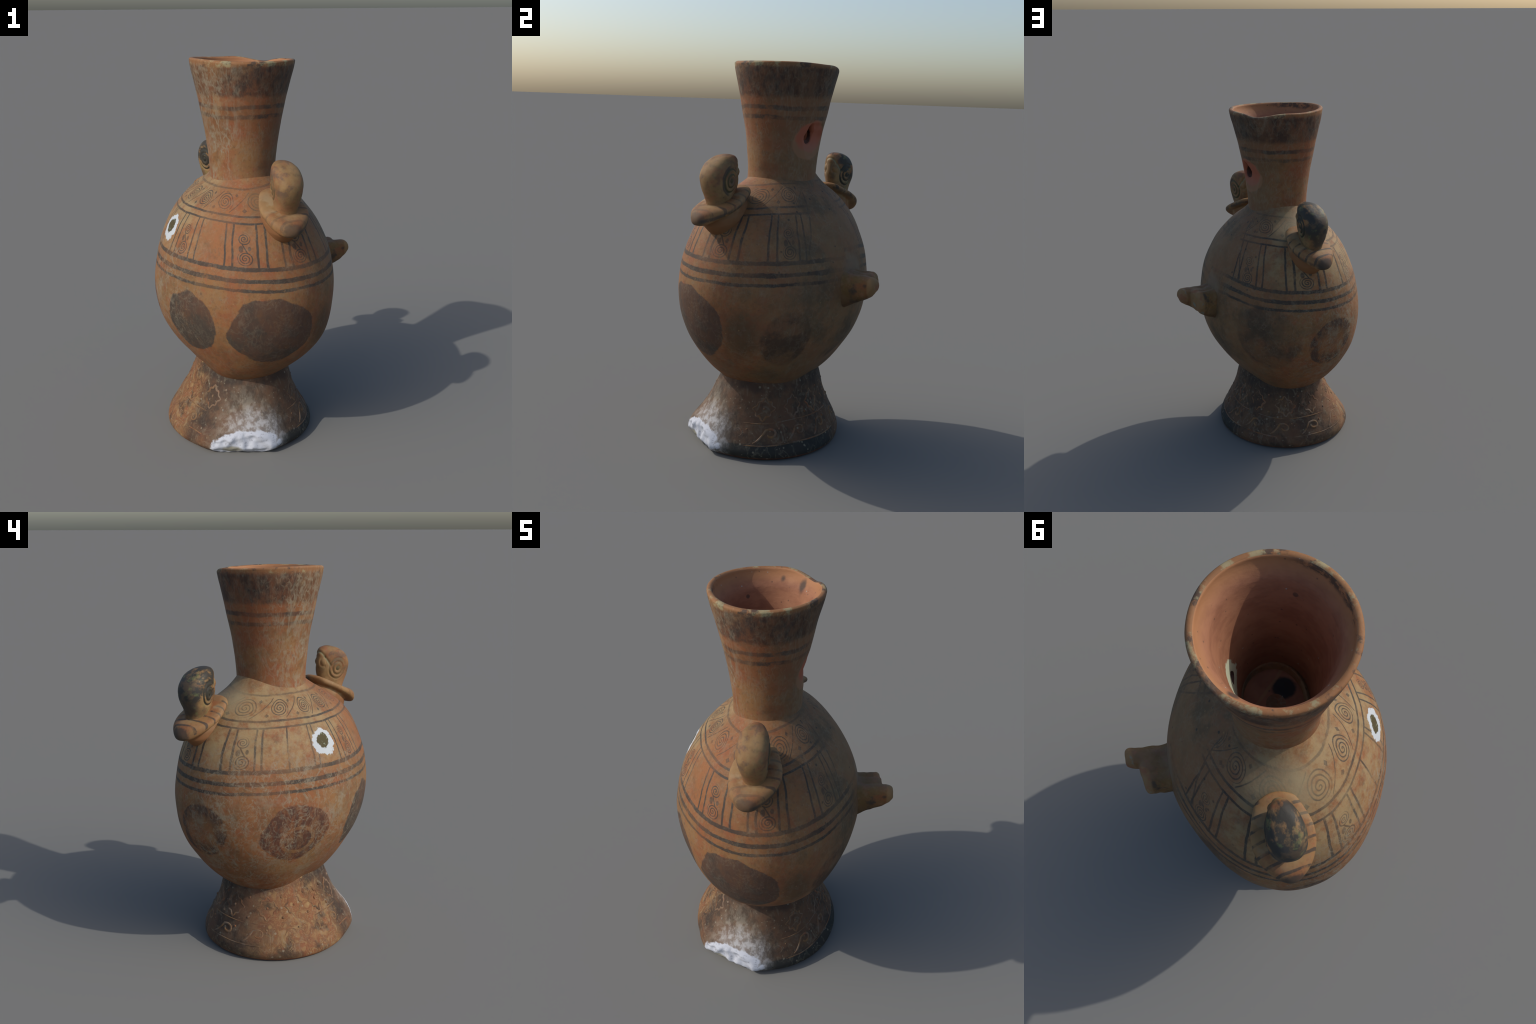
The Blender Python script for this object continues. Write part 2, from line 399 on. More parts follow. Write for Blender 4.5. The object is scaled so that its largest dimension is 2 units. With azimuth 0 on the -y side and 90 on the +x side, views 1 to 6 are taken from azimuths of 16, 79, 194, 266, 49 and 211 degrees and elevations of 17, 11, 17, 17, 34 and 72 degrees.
def foot_paint(c):
    phi = c.azimuth(SEAM); z = c.z
    k, mid, fine = clay(c, srgb(168, 98, 58))
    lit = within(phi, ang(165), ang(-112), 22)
    k = k.mix(Colour(srgb(116, 78, 58)), (1 - lit*.8)*.8)  # shadow side of the foot darkened in the base colour
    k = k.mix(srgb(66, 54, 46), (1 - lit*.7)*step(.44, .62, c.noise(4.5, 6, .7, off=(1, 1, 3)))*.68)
    k = k.mix(srgb(150, 120, 92), step(.52, .7, c.noise(22, 6, .75, off=(7, 1, 3)))*.45)
    swirl = c.noise(13, 4, .6, dist=1.6)
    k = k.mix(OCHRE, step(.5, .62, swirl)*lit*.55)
    k = k.mix(srgb(84, 60, 46), step(.52, .66, c.noise(7, 5, .65, off=(5, 3, 1)))*.8)
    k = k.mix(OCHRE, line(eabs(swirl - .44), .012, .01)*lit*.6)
    k = k.mix(srgb(76, 56, 46), within(phi, ang(-122), ang(-98), 9)*step(.36, .58, c.noise(5, 4, off=(2, 2, 2)))*.75)
    # dark base band and dark ring just under the belly
    k = k.mix(Colour(srgb(54, 52, 48)), (within(phi, 86, 190, 10) + within(phi, -190, -160, 14))*step(.088, .076, z + (mid - .5)*.02)*.85)
    k = k.mix(srgb(70, 54, 46), step(.315, .35, z + (mid - .5)*.09)*step(.3, .55, c.noise(6, 4, off=(1, 7, 3)))*.6)
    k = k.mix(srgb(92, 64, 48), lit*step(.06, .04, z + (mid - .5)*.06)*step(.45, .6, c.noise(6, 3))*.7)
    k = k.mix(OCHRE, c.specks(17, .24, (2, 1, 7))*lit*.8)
    k = k.mix(PALE, veins(c, 13, off=(2, 2, 1), w=.03)*.4)
    k = k.mix(PALE, c.specks(26, .2, (9, 2, 1))*.55)
    k = k.mix(PALE, c.specks(50, .22, (1, 2, 9))*.4)
    k = k.mix(RED, step(.02, .006, z + (mid - .5)*.02)*.6)
    # white plaster repair at the front with a dusty haze spreading upward
    R = .40
    u = phi*(math.pi/180*R)
    n = (c.noise(18, 4, .65, off=(3, 9, 3)) - .5)
    streak = c.noise(30, 4, .7, (1, 1, .5), off=(1, 9, 3))
    haze = ellipse(u, z, rad(ang(-70))*R, .10, .22, .27, 0) + n*.5
    k = k.mix((.27, .235, .185, 1), step(1.15, .2, haze)*(.2 + .6*step(.42, .62, streak)))
    k = k.mix((.37, .37, .38, 1), step(.95, .3, ellipse(u, z, rad(ang(-66))*R, .10, .21, .17, 0) + n*.8)*(.25 + .6*step(.4, .62, streak)))
    w = ellipse(u, z, rad(ang(-73))*R, .045, .168, .085, 6) + n*.55
    dot = step(.56, .66, c.noise(75, 3, .6))
    k = k.mix(Colour((.46, .48, .53, 1)).mix((.24, .24, .27, 1), dot*.55), step(1.04, .94, w)*step(-.01, .004, z))
    k = k.mix((.24, .22, .14, 1), step(1.0, .5, ellipse(u, z, rad(ang(-82))*R, .025, .06, .028, 0) + n*.6)*.8)
    return k, mid*.5 + fine*.4 + swirl*.5, .35

def relief_paint(c):
    k, mid, fine = clay(c, srgb(142, 90, 60))
    phi = c.azimuth(SEAM)
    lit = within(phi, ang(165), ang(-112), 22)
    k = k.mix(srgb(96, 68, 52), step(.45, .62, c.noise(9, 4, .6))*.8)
    k = k.mix(Colour((.15, .13, .105, 1)).mix(OCHRE, lit), step(.42, .66, c.noise(20, 5, .7, off=(4, 4, 4)))*.6)  # sun and shade baked into the relief: ochre when lit, grey elsewhere
    haze = within(phi, ang(-98), ang(-45), 10)
    k = k.mix((.27, .235, .185, 1), haze*.5)
    return k, mid, .2

def figure_plate(sooty):
    def f(c):
        k, mid, fine = clay(c, srgb(190, 124, 74))
        k = k.mix(OCHRE, step(.4, .65, c.noise(7, 4, off=(1, 2, 3)))*.6)
        k = k.mix(Colour(srgb(176, 108, 66)), step(-.026, -.045, c.z - plate_mid(c.x)))
        edge = c.noise(50, 3, .7) - .5
        wear = step(.34, .5, c.noise(16, 4, .65))
        # cross stripes, spaced out along the tail
        s = (c.x + c.y*.12 + (c.noise(9, 2) - .5)*.02)*(1/.043)
        st = line(eabs(E.op('FRACT', s) - .5)*.043 + edge*.004, .0052, .0015)
        side = step(.050, .065, eabs(c.y)) if sooty else step(.055, .07, c.y)
        full = step(.455, .49, c.x)*(1 if sooty else .55)
        top = step(-.012, -.002, c.z - plate_mid(c.x))
        k = k.mix(BLACK, clamp01(st*emax(side, full)*top*(.25 + .7*wear)*(.85 if sooty else .6)))
        rim = line(eabs(c.z - plate_mid(c.x) + .006) + edge*.008, .009, .006)
        k = k.mix(BLACK, rim*wear*(.6 if sooty else .75)*step(.0, .03, -c.y if sooty else c.y))
        k = k.mix(BLACK, step(.590, .602, c.x + edge*.02)*(.75 if sooty else .5))
        k = k.mix(srgb(208, 168, 128), step(.16, .06, hyp(c.x - .45, hyp(c.y, c.z - 1.345)))*step(.45, .6, c.noise(14, 3))*.5)
        return k, mid, .2
    return f

def plate_mid(x): return 1.388 - (x - .30)*.465

def figure_head(sooty):
    def f(c):
        k, mid, fine = clay(c, srgb(176, 124, 78))
        k = k.mix(OCHRE, step(.42, .62, c.noise(12, 4, off=(1, 2, 3)))*.6)
        blot = c.noise(17, 4, .6, (.7, 1, 1), off=(3, 3, 3))
        amount = .95 if sooty else .35
        hood = step(1.36, 1.42, c.z)*step(.38, .43, c.x + (c.z - 1.42)*.2)
        if sooty:
            k = k.mix(Colour(srgb(58, 58, 54)), step(.40, .52, blot)*(.35 + .6*hood)*amount)
            k = k.mix(BLACK, step(.51, .55, c.x + (blot - .5)*.06)*.75)
            k = k.mix(srgb(150, 140, 84), step(.55, .7, c.noise(24, 3, .6, off=(0, 4, 0)))*.55)
        else:
            k = k.mix(Colour(srgb(124, 90, 74)), step(.48, .62, blot)*hood*.7)
            k = k.mix((.09, .07, .035, 1), step(.5, .7, c.noise(13, 5, .7, off=(7, 2, 2)))*.55)
            k = k.mix((.26, .10, .05, 1), step(.5, .68, c.noise(10, 5, .7, off=(2, 9, 2)))*.45)
            k = k.mix(BLACK, step(.01, .04, c.y)*step(.46, .60, blot)*step(.39, .36, c.x)*.8)
        # concentric eye rings on both cheeks
        e = hyp((c.x - .455)*1.0, (c.z - 1.425)*.9) + (c.noise(20, 2) - .5)*.012
        f_ = E.op('FRACT', e/.021 + .18)
        ring = line(eabs(f_ - .5)*.021, .0038, .0018)*step(.066, .06, e)
        cheek = step(.02, .035, eabs(c.y))
        tone = srgb(70, 60, 48) if sooty else srgb(112, 88, 56)
        shade_side = 1.0 if sooty else step(-.01, .03, c.y)*.6 + .55
        k = k.mix(tone, clamp01(ring*cheek*shade_side))
        k = k.mix(tone, step(.013, .009, e)*cheek*.8)
        if not sooty:
            k = k.mix(BLACK, line(eabs(e - .058), .008, .003)*step(.0, .03, c.y)*step(.45, .48, c.x)*.75)
        # line where hood meets face
        face = eabs((c.x - .400) + (c.z - 1.46)*.55)
        k = k.mix(srgb(170, 150, 110), line(face, .004, .003)*step(1.43, 1.46, c.z)*.8)
        return k, mid + ring*.3, .3
    return f

def stub_paint(c):
    k, mid, fine = clay(c, srgb(150, 104, 58))
    k = k.mix(srgb(160, 128, 108), step(.955, .995, c.z + (mid - .5)*.06)*.45)
    k = k.mix(BLACK, step(.56, .68, c.noise(11, 4, .6, off=(2, 5, 1)))*.7)
    k = k.mix(srgb(110, 74, 50), step(.9, .82, c.z)*.7)
    rr = c.x*math.cos(rad(44)) + c.y*math.sin(rad(44))
    tt = c.y*math.cos(rad(44)) - c.x*math.sin(rad(44))
    lim = .600 - step(-.02, .03, tt)*.062
    tip = step(-.006, .006, rr - lim)
    br = Colour(srgb(178, 124, 80)).mix(srgb(176, 100, 70), step(.5, .66, c.noise(20, 3))*.7)
    br = br.mix(srgb(160, 140, 116), step(.58, .7, c.noise(26, 3, off=(4, 4, 0))))
    k = k.mix(br, tip)
    return k, mid + fine, .35

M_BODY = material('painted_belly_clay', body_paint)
M_NECK = material('smoked_neck_clay', neck_paint)
M_THROAT = material('throat_clay', throat_paint)
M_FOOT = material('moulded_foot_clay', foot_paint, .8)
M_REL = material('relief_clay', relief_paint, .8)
M_STUB = material('broken_stub_clay', stub_paint)
M_PLATE = [material('striped_figure_clay', figure_plate(False)), material('striped_figure_clay_sooty', figure_plate(True))]
M_HEAD = [material('ringed_head_clay', figure_head(False)), material('ringed_head_clay_sooty', figure_head(True), .6)]

# ------------------------------------------------------------------ the vessel
vessel = bpy.data.objects.new('pottery_vessel', None)
COL.objects.link(vessel)
vessel['label'] = 'ancient painted clay jar on flared foot with bird lugs'
vessel['category'] = 'ceramic vessel'

NSEG = 360
TH = np.linspace(-math.pi, math.pi, NSEG, endpoint=False)

def ring_surface(z, r, c):
    """rings of radius r at heights z, (rows,) or (rows, cols); c = (heights, centre x, centre y, oval a, oval b)"""
    z = np.broadcast_to(np.asarray(z, float).reshape(len(z), -1), (len(z), NSEG))
    r = np.broadcast_to(np.asarray(r, float).reshape(len(r), -1), (len(r), NSEG))
    cx, cy, a, b = (interp(c[0], c[k], np.clip(z, c[0][0], c[0][-1])) for k in (1, 2, 3, 4))
    rr = r*(1 + a*np.cos(2*TH) + b*np.sin(2*TH))
    if len(c) > 5:
        c4, d4 = (interp(c[0], c[k], np.clip(z, c[0][0], c[0][-1])) for k in (5, 6))
        rr = rr + r*(c4*np.cos(4*TH) + d4*np.sin(4*TH))
    rr = rr + .002
    return np.stack([cx + rr*np.cos(TH), cy + rr*np.sin(TH), z], -1)

# --- belly
BODY_C = ([.34, .564, .788, 1.012, 1.236, 1.46], [-.0301, -.0141, -.0036, .0029, -.0037, -.0088], [.0017, .0058, .0025, .0038, .0218, .0379],
          [.0047, -.001, -.0093, -.0121, -.0072, -.0026], [-.1727, -.14, -.1208, -.1201, -.1382, -.1528],
          [.0258, -.0128, -.0258, -.0265, -.0298, -.0008], [.0167, .0053, .0038, .0011, .0106, .006])
BZ = [.300, .34, .40, .46, .53, .61, .70, .78, .87, .95, 1.04, 1.12, 1.20, 1.27, 1.33, 1.38, 1.42, 1.46]
BR = [.190, .238, .3070, .3603, .4110, .4601, .4950, .5110, .5165, .5072, .4864, .4533, .4080, .3493, .2850, .2185, .1755, .140]
def body_surface(z):
    z = np.asarray(z, float)
    return ring_surface(z, interp(BZ, BR, z), BODY_C)
zrows = np.concatenate([np.linspace(.30, 1.46, 240)])
P = body_surface(zrows)
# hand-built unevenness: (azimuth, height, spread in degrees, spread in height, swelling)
swell = 0
for az, zc, sa, sz, h in ((-72, 1.24, 17, .11, .024), (-58, 1.29, 12, .07, .012), (148, .64, 16, .12, -.009), (205, .40, 26, .06, -.018), (-30, .40, 26, .05, -.010), (-25, .59, 18, .10, .017), (24, 1.30, 22, .10, -.015), (-104, 1.28, 13, .09, .012), (160, 1.39, 40, .035, -.012)):
    da = (np.degrees(TH) - az + 180) % 360 - 180
    swell = swell + h*np.exp(-.5*(da/sa)**2)[None]*np.exp(-.5*((zrows - zc)/sz)**2)[:, None]
n1 = wobble(P, 3.2, 1); n2 = wobble(P, 9.0, 2)
nd = P.copy(); nd[..., 2] = 0; nd /= np.linalg.norm(nd, axis=-1, keepdims=True)
P = P + nd*(n1*.0030 + n2*.0012 + swell)[..., None]
rim_in = P[-1].copy(); top2 = rim_in*np.array([.93, .93, 1.0]); top3 = top2.copy(); top3[:, 2] = 1.30
P = np.concatenate([P, top2[None], top3[None]])
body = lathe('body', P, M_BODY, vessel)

# --- foot
FOOT_C = ([0, .14, .28, .42], [-.0258, -.0246, -.0158, -.0054], [-.0218, -.0169, -.0104, -.0014],
          [.0068, -.0139, -.0169, -.0186], [-.0295, -.0763, -.1117, -.146])
FZ = [0, .006, .025, .05, .08, .12, .18, .24, .30, .36, .42]
FR = [.388, .397, .406, .404, .3905, .3685, .336, .305, .284, .2634, .2409]
def foot_bulge(deg, z):
    """the foot swells at its broken front and a little on the side toward the light figure"""
    d1 = np.abs((deg + 75 + 180) % 360 - 180); d2 = np.abs((deg + 33 + 180) % 360 - 180)
    front = .024*smoothstep(40, 14, d1)*smoothstep(.20, .07, z)*(.35 + .65*smoothstep(0, .03, z))
    return front + .010*smoothstep(45, 10, d2)*smoothstep(.0, .05, z)*smoothstep(.42, .30, z)
def foot_surface(z):
    r = interp(FZ, FR, z)[:, None] + foot_bulge(np.degrees(TH)[None], np.asarray(z)[:, None])
    return ring_surface(z, r, FOOT_C)
def chip(P):
    """broken front edge: a blunt facet between azimuth -100 and -46, knocked off down to the ground"""
    n = np.array([math.cos(rad(-74)), math.sin(rad(-74))])
    lim = .424 + .014*wobble(P, 11, 5) + .010*wobble(P, 30, 9) - .022*smoothstep(.035, 0, P[..., 2])
    d = P[..., 0]*n[0] + P[..., 1]*n[1]
    over = np.clip(d - lim, 0, None)
    Q = P.copy()
    Q[..., 0] -= over*n[0]; Q[..., 1] -= over*n[1]
    return Q
zr = np.concatenate([[0, .003, .006, .011, .018], np.linspace(.026, .40, 90)])
P = chip(foot_surface(zr))
nd = P.copy(); nd[..., 2] = 0; nd /= np.linalg.norm(nd, axis=-1, keepdims=True)
P = P + nd*(wobble(P, 5, 3)*.004 + wobble(P, 16, 4)*.0022)[..., None]*smoothstep(0, .02, zr)[:, None, None]
under1 = P[0]*np.array([.93, .93, 1]); under2 = P[0]*np.array([.80, .80, 1]); under2[:, 2] = .05
P = np.concatenate([under2[None], under1[None], P])
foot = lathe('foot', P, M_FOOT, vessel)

# --- moulded relief on the foot: low clay threads laid over its surface
def foot_point(az, z, lift=0.0):
    cx, cy, a, b = (float(interp(FOOT_C[0], FOOT_C[k], np.array([z]))[0]) for k in (1, 2, 3, 4))
    t = rad(az)
    r = float(interp(FZ, FR, np.array([z]))[0])*(1 + a*math.cos(2*t) + b*math.sin(2*t)) + .002 + float(foot_bulge(np.array(az), np.array(z))) + lift
    p = Vector((cx + r*math.cos(t), cy + r*math.sin(t), z))
    n = Vector((math.cos(rad(-74)), math.sin(rad(-74)), 0)); d = p.dot(n) - .424 - lift
    if d > 0: p -= n*d
    return p

def clay_thread(name, pts, radius, closed, parent, sink=.45):
    """low rounded ridge following (azimuth, height) points on the foot"""
    C = [foot_point(a, z) for a, z in pts]
    N = [(foot_point(a, z, .01) - foot_point(a, z)).normalized() for a, z in pts]
    N = [(n + Vector((0, 0, .45))).normalized() for n in N]
    m = len(C); K = 8; V = []; F = []
    for i in range(m):
        a = C[(i-1) % m] if closed or i > 0 else C[i]
        b = C[(i+1) % m] if closed or i < m-1 else C[i]
        t = (b - a).normalized(); s = t.cross(N[i]).normalized(); n = s.cross(t)
        taper = 1 if closed else min(1, .45 + .25*min(i, m-1-i))
        rr = radius*taper*(1 + .25*mnoise.noise(C[i]*30))
        for j in range(K):
            w = 2*math.pi*j/K
            V.append(C[i] + s*(math.cos(w)*rr*1.1) + n*(math.sin(w)*rr*.75 - rr*sink))
    for i in range(m if closed else m-1):
        for j in range(K):
            F.append((i*K+j, i*K+(j+1) % K, ((i+1) % m)*K+(j+1) % K, ((i+1) % m)*K+j))
    if not closed:
        F.append(tuple(range(K))[::-1]); F.append(tuple(range((m-1)*K, m*K)))
    return mesh_object(name, V, F, M_REL, parent)

def bead(name, az, z, r, parent):
    bm = bmesh.new(); bmesh.ops.create_uvsphere(bm, u_segments=12, v_segments=8, radius=r)
    k = random.uniform(.8, 1.25); p = foot_point(az, z, -r*.45)
    for v in bm.verts: v.co = Vector((v.co.x, v.co.y, v.co.z*k)) + p
    me = bpy.data.meshes.new(name); bm.to_mesh(me); bm.free()
    me.polygons.foreach_set('use_smooth', [True]*len(me.polygons)); me.materials.append(M_REL)
    ob = bpy.data.objects.new(name, me); COL.objects.link(ob); ob.parent = parent
    return ob

for i in range(12):
    az0 = -14 + 30*i + random.uniform(-2, 2)
    worn = -96 < ((az0 + 180) % 360 - 180) < -44
    if worn: continue
    zc = .252 + random.uniform(-.006, .006)
    # four-lobed diamond frame
    pts = []
    for j in range(40):
        w = 2*math.pi*j/40
        q = 1/(abs(math.cos(w)) + abs(math.sin(w)))**.62
        q *= 1 + .10*math.cos(8*w + .4)
        pts.append((az0 + 9.6*q*math.cos(w), zc + .053*q*math.sin(w)))
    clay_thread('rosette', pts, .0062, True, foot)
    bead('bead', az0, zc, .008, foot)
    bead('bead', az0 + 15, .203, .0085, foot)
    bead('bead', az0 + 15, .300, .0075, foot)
for i in range(13):
    az0 = -8 + 27.7*i + random.uniform(-2, 2)
    if -98 < ((az0 + 180) % 360 - 180) < -46: continue
    # running-dog wave: rises from the base line and curls into a hook
    pts = [(az0 - 12 + 9*t, .090 + .058*t**1.5) for t in np.linspace(0, 1, 8)]
    for t in np.linspace(0, 1, 18)[1:]:
        w = math.pi*.80 - t*math.pi*1.75; q = 1 - .55*t
        pts.append((az0 + 1 + 5.2*q*math.cos(w), .130 + .024*q*math.sin(w)))
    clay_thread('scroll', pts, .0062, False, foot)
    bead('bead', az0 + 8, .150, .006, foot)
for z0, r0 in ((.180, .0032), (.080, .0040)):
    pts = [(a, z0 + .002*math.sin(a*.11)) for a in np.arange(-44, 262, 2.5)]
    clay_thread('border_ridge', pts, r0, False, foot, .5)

# --- neck
NECK_C = ([1.40, 1.71, 2.02], [-.0009, -.0016, .0026], [.014, .0206, .0257], [-.0121, -.0049, .0004], [-.081, -.0505, -.0184])
NZ = [1.34, 1.40, 1.42, 1.445, 1.47, 1.54, 1.607, 1.676, 1.744, 1.813, 1.882, 1.951, 2.02]
NR = [.183, .178, .1765, .1765, .1780, .1850, .1935, .2050, .2190, .2325, .2485, .2645, .2740]
RIM_DEG = [-130, -170, 165, 140, 108, 92, 82, 76, 65, 50, 36, 7, -40, -73, -100]
RIM_Z = [2.0, 1.998, 1.993, 1.988, 1.985, 1.972, 1.966, 1.966, 1.976, 1.983, 1.984, 1.989, 1.990, 1.991, 1.995]
rim_z = np.clip(interp_angle(RIM_DEG, RIM_Z, TH), 0, 2.0)
WALL = .026
t = np.linspace(0, 1, 130)
zo = 1.35 + (rim_z[None] - .010 - 1.35)*t[:, None]                 # outer wall
outer = ring_surface(zo, interp(NZ, NR, zo), NECK_C)
outer = outer.copy()
# rounded lip
lip = []
for a in np.linspace(0, math.pi, 9)[1:-1]:
    r = interp(NZ, NR, rim_z - .01)[None] - WALL/2 + math.cos(a)*WALL/2
    lip.append(ring_surface((rim_z - .010 + math.sin(a)*.010)[None], r, NECK_C)[0])
lip = np.array(lip)
zi = zo[::-1][:-16]
ri = interp(NZ, NR, zi) - WALL - .020*(1 - smoothstep(1.90, 1.975, zi))
inner = ring_surface(zi, ri, NECK_C)
floor = []
for k, (s, dz) in enumerate(((.96, -.010), (.85, -.018), (.6, -.024), (.3, -.028))):
    q = inner[-1].copy(); c0 = q.mean(0); q = c0 + (q - c0)*s; q[:, 2] += dz; floor.append(q)
# knocked-off facet with the red core showing
def facet(P, inset):
    n = np.array([math.cos(rad(46)), math.sin(rad(46))])
    d = P[..., 0]*n[0] + P[..., 1]*n[1]
    lim = interp([1.40, 1.50, 1.52, 1.56, 1.60, 1.63, 1.66, 1.70, 1.74], [.30, .182, .180, .180, .178, .179, .193, .213, .30], P[..., 2])
    lim = lim + .004*wobble(P, 18, 8) - inset
    over = np.clip(d - lim, 0, None)
    Q = P.copy(); Q[..., 0] -= over*n[0]; Q[..., 1] -= over*n[1]
    return Q
nd = outer.copy(); nd[..., 2] = 0; nd /= np.linalg.norm(nd, axis=-1, keepdims=True)
outer = outer + nd*(wobble(outer, 4, 6)*.003 + wobble(outer, 12, 7)*.0012)[..., None]
outer = facet(outer, 0)
inner = facet(inner, .020)
P = np.concatenate([outer, lip, inner, np.array(floor)])
# first ring is closed by a cap hidden inside the belly; make it meet the floor from below
base = outer[0].copy(); base[:, 2] -= .05
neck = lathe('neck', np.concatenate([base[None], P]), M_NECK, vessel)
neck.data.materials.append(M_THROAT)
first_inner = (1 + len(outer) + len(lip) - 2)*NSEG
for p in neck.data.polygons:
    if p.index >= first_inner and p.index < (len(P))*NSEG: p.material_index = 1
neck.data.polygons[-1].material_index = 1

# hole pierced through the facet
def cutter(center, az, w, h, depth, seed):
    bm = bmesh.new()
    n = 14; ring = []
    d = Vector((math.cos(rad(az)), math.sin(rad(az)), .0)); s = Vector((-d.y, d.x, 0)); up = Vector((0, 0, 1))
    rings = []
    for k, e in ((-1, .36), (1, 1.45)):
        R = []
        for j in range(n):
            a = 2*math.pi*j/n
            q = 1 + .18*mnoise.noise(Vector((math.cos(a)*1.3, math.sin(a)*1.3, seed)))
            R.append(bm.verts.new(Vector(center) + d*depth*k + s*math.cos(a)*w*q*e*(1 - .3*math.sin(a)) + up*math.sin(a)*h*q*e))
        rings.append(R)
    for j in range(n):
        bm.faces.new((rings[0][j], rings[0][(j+1) % n], rings[1][(j+1) % n], rings[1][j]))
    bm.faces.new(rings[0][::-1]); bm.faces.new(rings[1])
    bmesh.ops.recalc_face_normals(bm, faces=bm.faces)
    me = bpy.data.meshes.new('cut'); bm.to_mesh(me); bm.free()
    ob = bpy.data.objects.new('cut', me); COL.objects.link(ob)
    return ob
cut = cutter((.138, .110, 1.634), 42, .040, .046, .040, 2.0)
mod = neck.modifiers.new('pierce', 'BOOLEAN'); mod.operation = 'DIFFERENCE'; mod.object = cut; mod.solver = 'EXACT'
bake_modifiers(neck)
bpy.data.objects.remove(cut)

# ------------------------------------------------------------------ lofted lumps
def loft(sections, n=40, power=2.0):
    """sections: list of functions angle -> Vector; closed with end fans"""
    V = []; F = []
    m = len(sections)
    for f in sections:
        for j in range(n): V.append(f(2*math.pi*j/n))
    for i in range(m-1):
        for j in range(n):
            F.append((i*n+j, i*n+(j+1) % n, (i+1)*n+(j+1) % n, (i+1)*n+j))
    F.append(tuple(range(n))[::-1]); F.append(tuple(range((m-1)*n, m*n)))
    return V, F

def sgnpow(x, p): return math.copysign(abs(x)**p, x)

def merge(parts):
    V = []; F = []
    for v, f in parts:
        o = len(V); V += v; F += [tuple(i + o for i in q) for q in f]
    return V, F

def fuse(ob, voxel, smooth_iter):
    m = ob.modifiers.new('fuse', 'REMESH'); m.mode = 'VOXEL'; m.voxel_size = voxel; m.use_smooth_shade = True
    s = ob.modifiers.new('soft', 'SMOOTH'); s.factor = .5; s.iterations = smooth_iter
    bake_modifiers(ob)

# ------------------------------------------------------------------ bird figures on the shoulder
# local frame: x away from the jar's axis, y along the girth, z up
def plate_mesh(skew):
    X = np.array([.304, .318, .34, .38, .42, .47, .52, .555, .58, .606])
    W = np.array([.054, .068, .082, .100, .115, .119, .107, .088, .069, .052])
    H = np.array([.024, .025, .026, .027, .028, .029, .033, .037, .040, .041])
    secs = []
    for x in np.linspace(0.0, 1, 40):
        xx = float(.304 + .312*(.5 - .5*math.cos(math.pi*x)))
        ends = min(1, math.sqrt(max(0.0004, 1 - max(0, (.339 - xx)/.035)**2)), math.sqrt(max(0.0004, 1 - max(0, (xx - .566)/.050)**2)))
        w = float(interp(X, W, np.array([xx]))[0])*ends; h = float(interp(X, H, np.array([xx]))[0])*ends
        zc = 1.388 - (xx - .30)*.465
        yc = skew*(.012 - .026*float(smoothstep(.47, .60, xx)))
        secs.append(lambda a, xx=xx, w=w, h=h, zc=zc, yc=yc: Vector((xx, yc + w*sgnpow(math.cos(a), .8), zc + h*sgnpow(math.sin(a), .72))))
    return loft(secs)

def seat_mesh():
    # clay pad joining plate and shoulder
    secs = []
    # (height, inner end, outer end, half width): leans back into the shoulder
    for z, x0, x1, w in ((1.12, .27, .40, .050), (1.17, .27, .47, .066), (1.205, .27, .515, .078), (1.235, .28, .545, .086), (1.265, .29, .545, .090), (1.30, .30, .51, .088), (1.335, .31, .43, .06)):
        cx, l = (x0 + x1)/2, (x1 - x0)/2
        secs.append(lambda a, z=z, w=w, cx=cx, l=l: Vector((cx + l*math.cos(a), w*math.sin(a), z - .2*l*math.cos(a))))
    return loft(secs)

def head_mesh():
    rows = [(1.27, .455, .075, .048), (1.32, .458, .080, .052), (1.35, .462, .088, .056), (1.38, .465, .098, .061), (1.41, .466, .106, .067),
            (1.44, .466, .108, .070), (1.465, .463, .105, .069), (1.49, .457, .096, .066), (1.512, .446, .082, .060),
            (1.529, .436, .062, .049), (1.540, .430, .040, .034), (1.546, .428, .015, .013)]
    Z = [r[0] for r in rows]
    secs = []
    for z in np.concatenate([np.linspace(1.27, 1.50, 22), np.linspace(1.508, 1.546, 10)]):
        c, l, w = (float(interp(Z, [r[k] for r in rows], np.array([z]))[0]) for k in (1, 2, 3))
        def f(a, z=float(z), c=c, l=l, w=w):
            egg = 1 + .28*math.cos(a)
            return Vector((c + l*math.cos(a), w*sgnpow(math.sin(a), .9)*egg, z))
        secs.append(f)
    return loft(secs, 48)

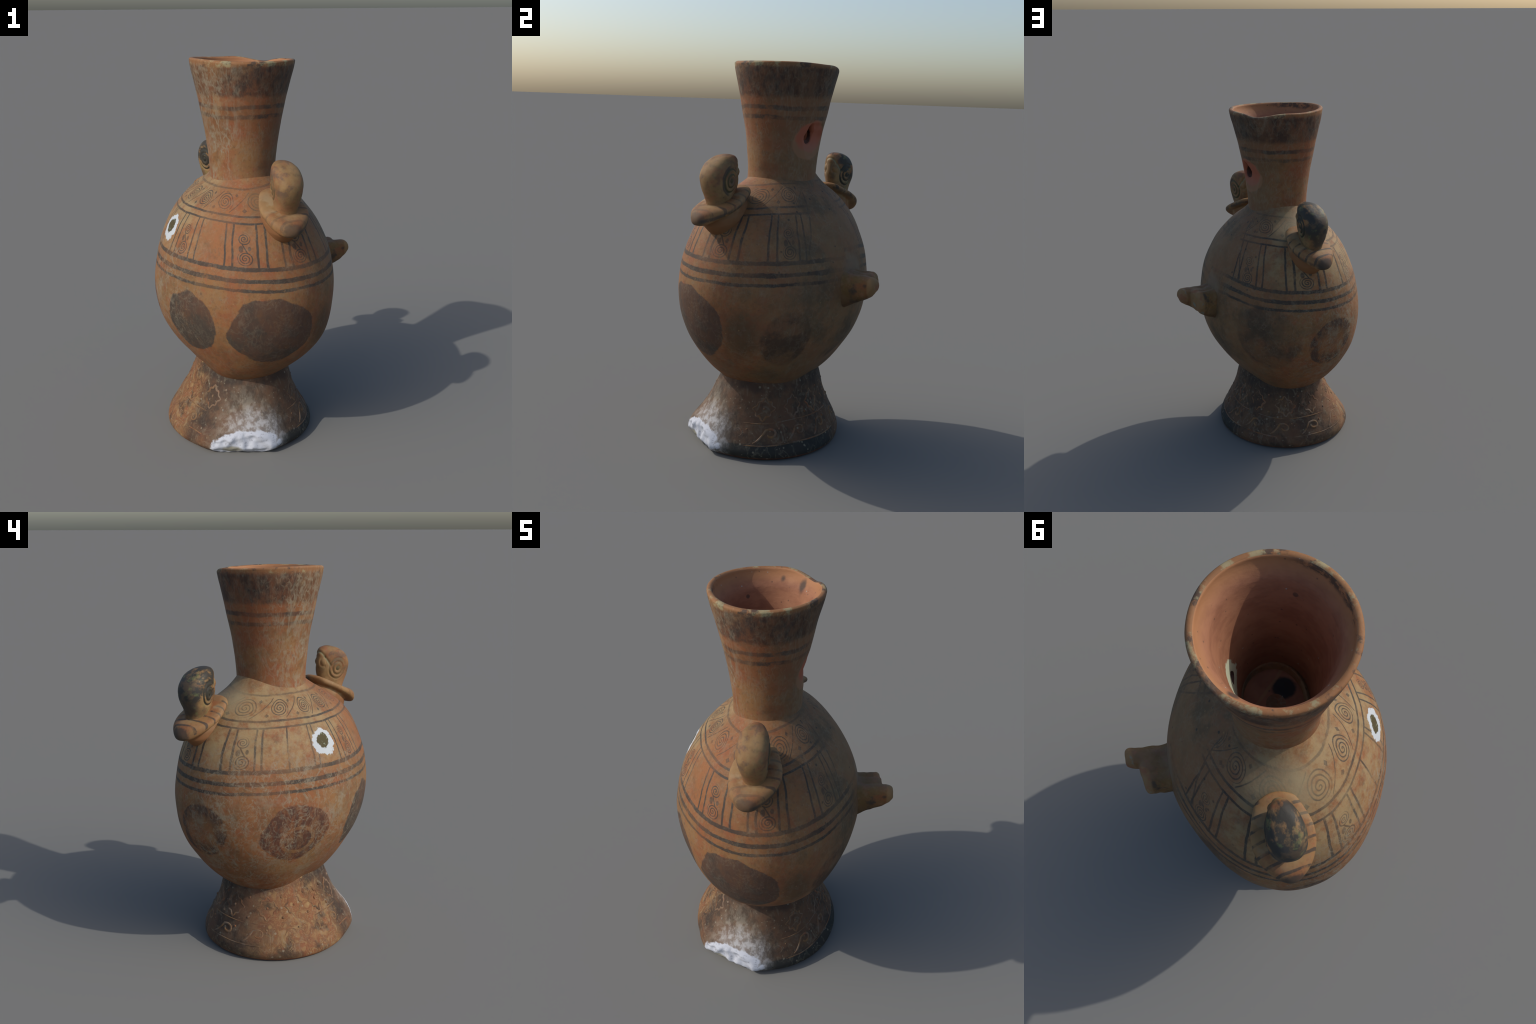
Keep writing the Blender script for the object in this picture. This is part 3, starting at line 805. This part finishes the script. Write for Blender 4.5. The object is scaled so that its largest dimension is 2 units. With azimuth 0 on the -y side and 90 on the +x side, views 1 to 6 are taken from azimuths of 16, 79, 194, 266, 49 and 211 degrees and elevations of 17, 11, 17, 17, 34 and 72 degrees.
# (azimuth, turn away from the radial line, distance outward, height)
for i, (az, yaw, out, dz) in enumerate(((-48.0, -5, .005, -.006), (124.0, 14, .026, -.028))):
    V, F = merge([plate_mesh(0 if i else .6), seat_mesh()])
    fig = mesh_object('bird_figure', V, F, M_PLATE[i], vessel)
    fuse(fig, .0055, 5)
    pivot = .40
    fig.rotation_euler = (0, 0, rad(az + yaw))
    fig.location = ((pivot + out)*math.cos(rad(az)) - pivot*math.cos(rad(az + yaw)), (pivot + out)*math.sin(rad(az)) - pivot*math.sin(rad(az + yaw)), dz)
    V, F = head_mesh()
    head = mesh_object('head', V, F, M_HEAD[i], fig)
    head.location = (0, 0 if i else .008, -dz*(.4 if i else 1))
    fuse(head, .004, 4)
    co = np.empty(len(head.data.vertices)*3); head.data.vertices.foreach_get('co', co); co = co.reshape(-1, 3)
    nrm = np.empty_like(co).reshape(-1); head.data.vertices.foreach_get('normal', nrm); nrm = nrm.reshape(-1, 3)
    # low concentric ridges round the eyes, a groove where hood meets face
    e = np.hypot(co[:, 0] - .455, (co[:, 2] - 1.425)*.9)
    rip = .0022*np.cos(e/.021*2*np.pi)*smoothstep(.066, .05, e)*smoothstep(.02, .04, np.abs(co[:, 1]))
    groove = np.abs((co[:, 0] - .400) + (co[:, 2] - 1.46)*.55)
    rip -= .004*np.exp(-(groove/.007)**2)*smoothstep(1.40, 1.46, co[:, 2])
    # nostril-like oval dents on the face
    de = np.hypot((np.abs(co[:, 1]) - .032)/.014, (co[:, 2] - 1.463)/.022)
    rip += np.where(co[:, 0] < .385, .004*np.exp(-((de - 0)/.6)**2) - .003*np.exp(-((de - 1.1)/.3)**2), 0)
    rip += .0025*wobble(co, 22, 11 + i)
    co = co + nrm*rip[:, None]
    head.data.vertices.foreach_set('co', co.reshape(-1)); head.data.update()

# ------------------------------------------------------------------ broken handle stub: two strands fused side by side
def strand(t0, t1, reach, hw):
    R = [.40, .44, .47, .50, .53, .56, .585, .61, .632, .640]
    TOP = [1.000, .988, .980, .976, .977, .980, .982, .978, .966, .945]
    BOT = [.760, .788, .808, .824, .840, .854, .868, .886, .906, .920]
    secs = []
    for q in np.linspace(.40, reach, 22):
        q = float(q)
        e = (q - .40)/(reach - .40)
        top = float(interp(R, TOP, np.array([q]))[0]); bot = float(interp(R, BOT, np.array([q]))[0])
        flare = 1 + .9*max(0, (.50 - q)/.10)**2
        tc = t0 + (t1 - t0)*e
        zc, h = (top + bot)/2, (top - bot)/2
        shrink = 1 if e < .93 else 1 - .25*((e - .93)/.07)
        secs.append(lambda a, q=q, tc=tc, zc=zc, h=h, fl=flare, sh=shrink:
                    Vector((q, tc + hw*fl*sh*sgnpow(math.cos(a), .9), zc + h*sh*sgnpow(math.sin(a), .85))))
    return loft(secs, 32)
V, F = merge([strand(-.042, -.056, .632, .043), strand(.042, .060, .572, .045), strand(.002, .006, .578, .062)])
ca, sa = math.cos(rad(44)), math.sin(rad(44))
V = [Vector((v.x*ca - v.y*sa, v.x*sa + v.y*ca, v.z)) for v in V]
stub = mesh_object('handle_stub', V, F, M_STUB, vessel)
fuse(stub, .006, 9)
n = len(stub.data.vertices)
co = np.empty(n*3); stub.data.vertices.foreach_get('co', co); co = co.reshape(-1, 3)
nr = np.empty(n*3); stub.data.vertices.foreach_get('normal', nr); nr = nr.reshape(-1, 3)
co = co + nr*(.006*wobble(co, 14, 21) + .003*wobble(co, 38, 22))[:, None]
stub.data.vertices.foreach_set('co', co.reshape(-1)); stub.data.update()
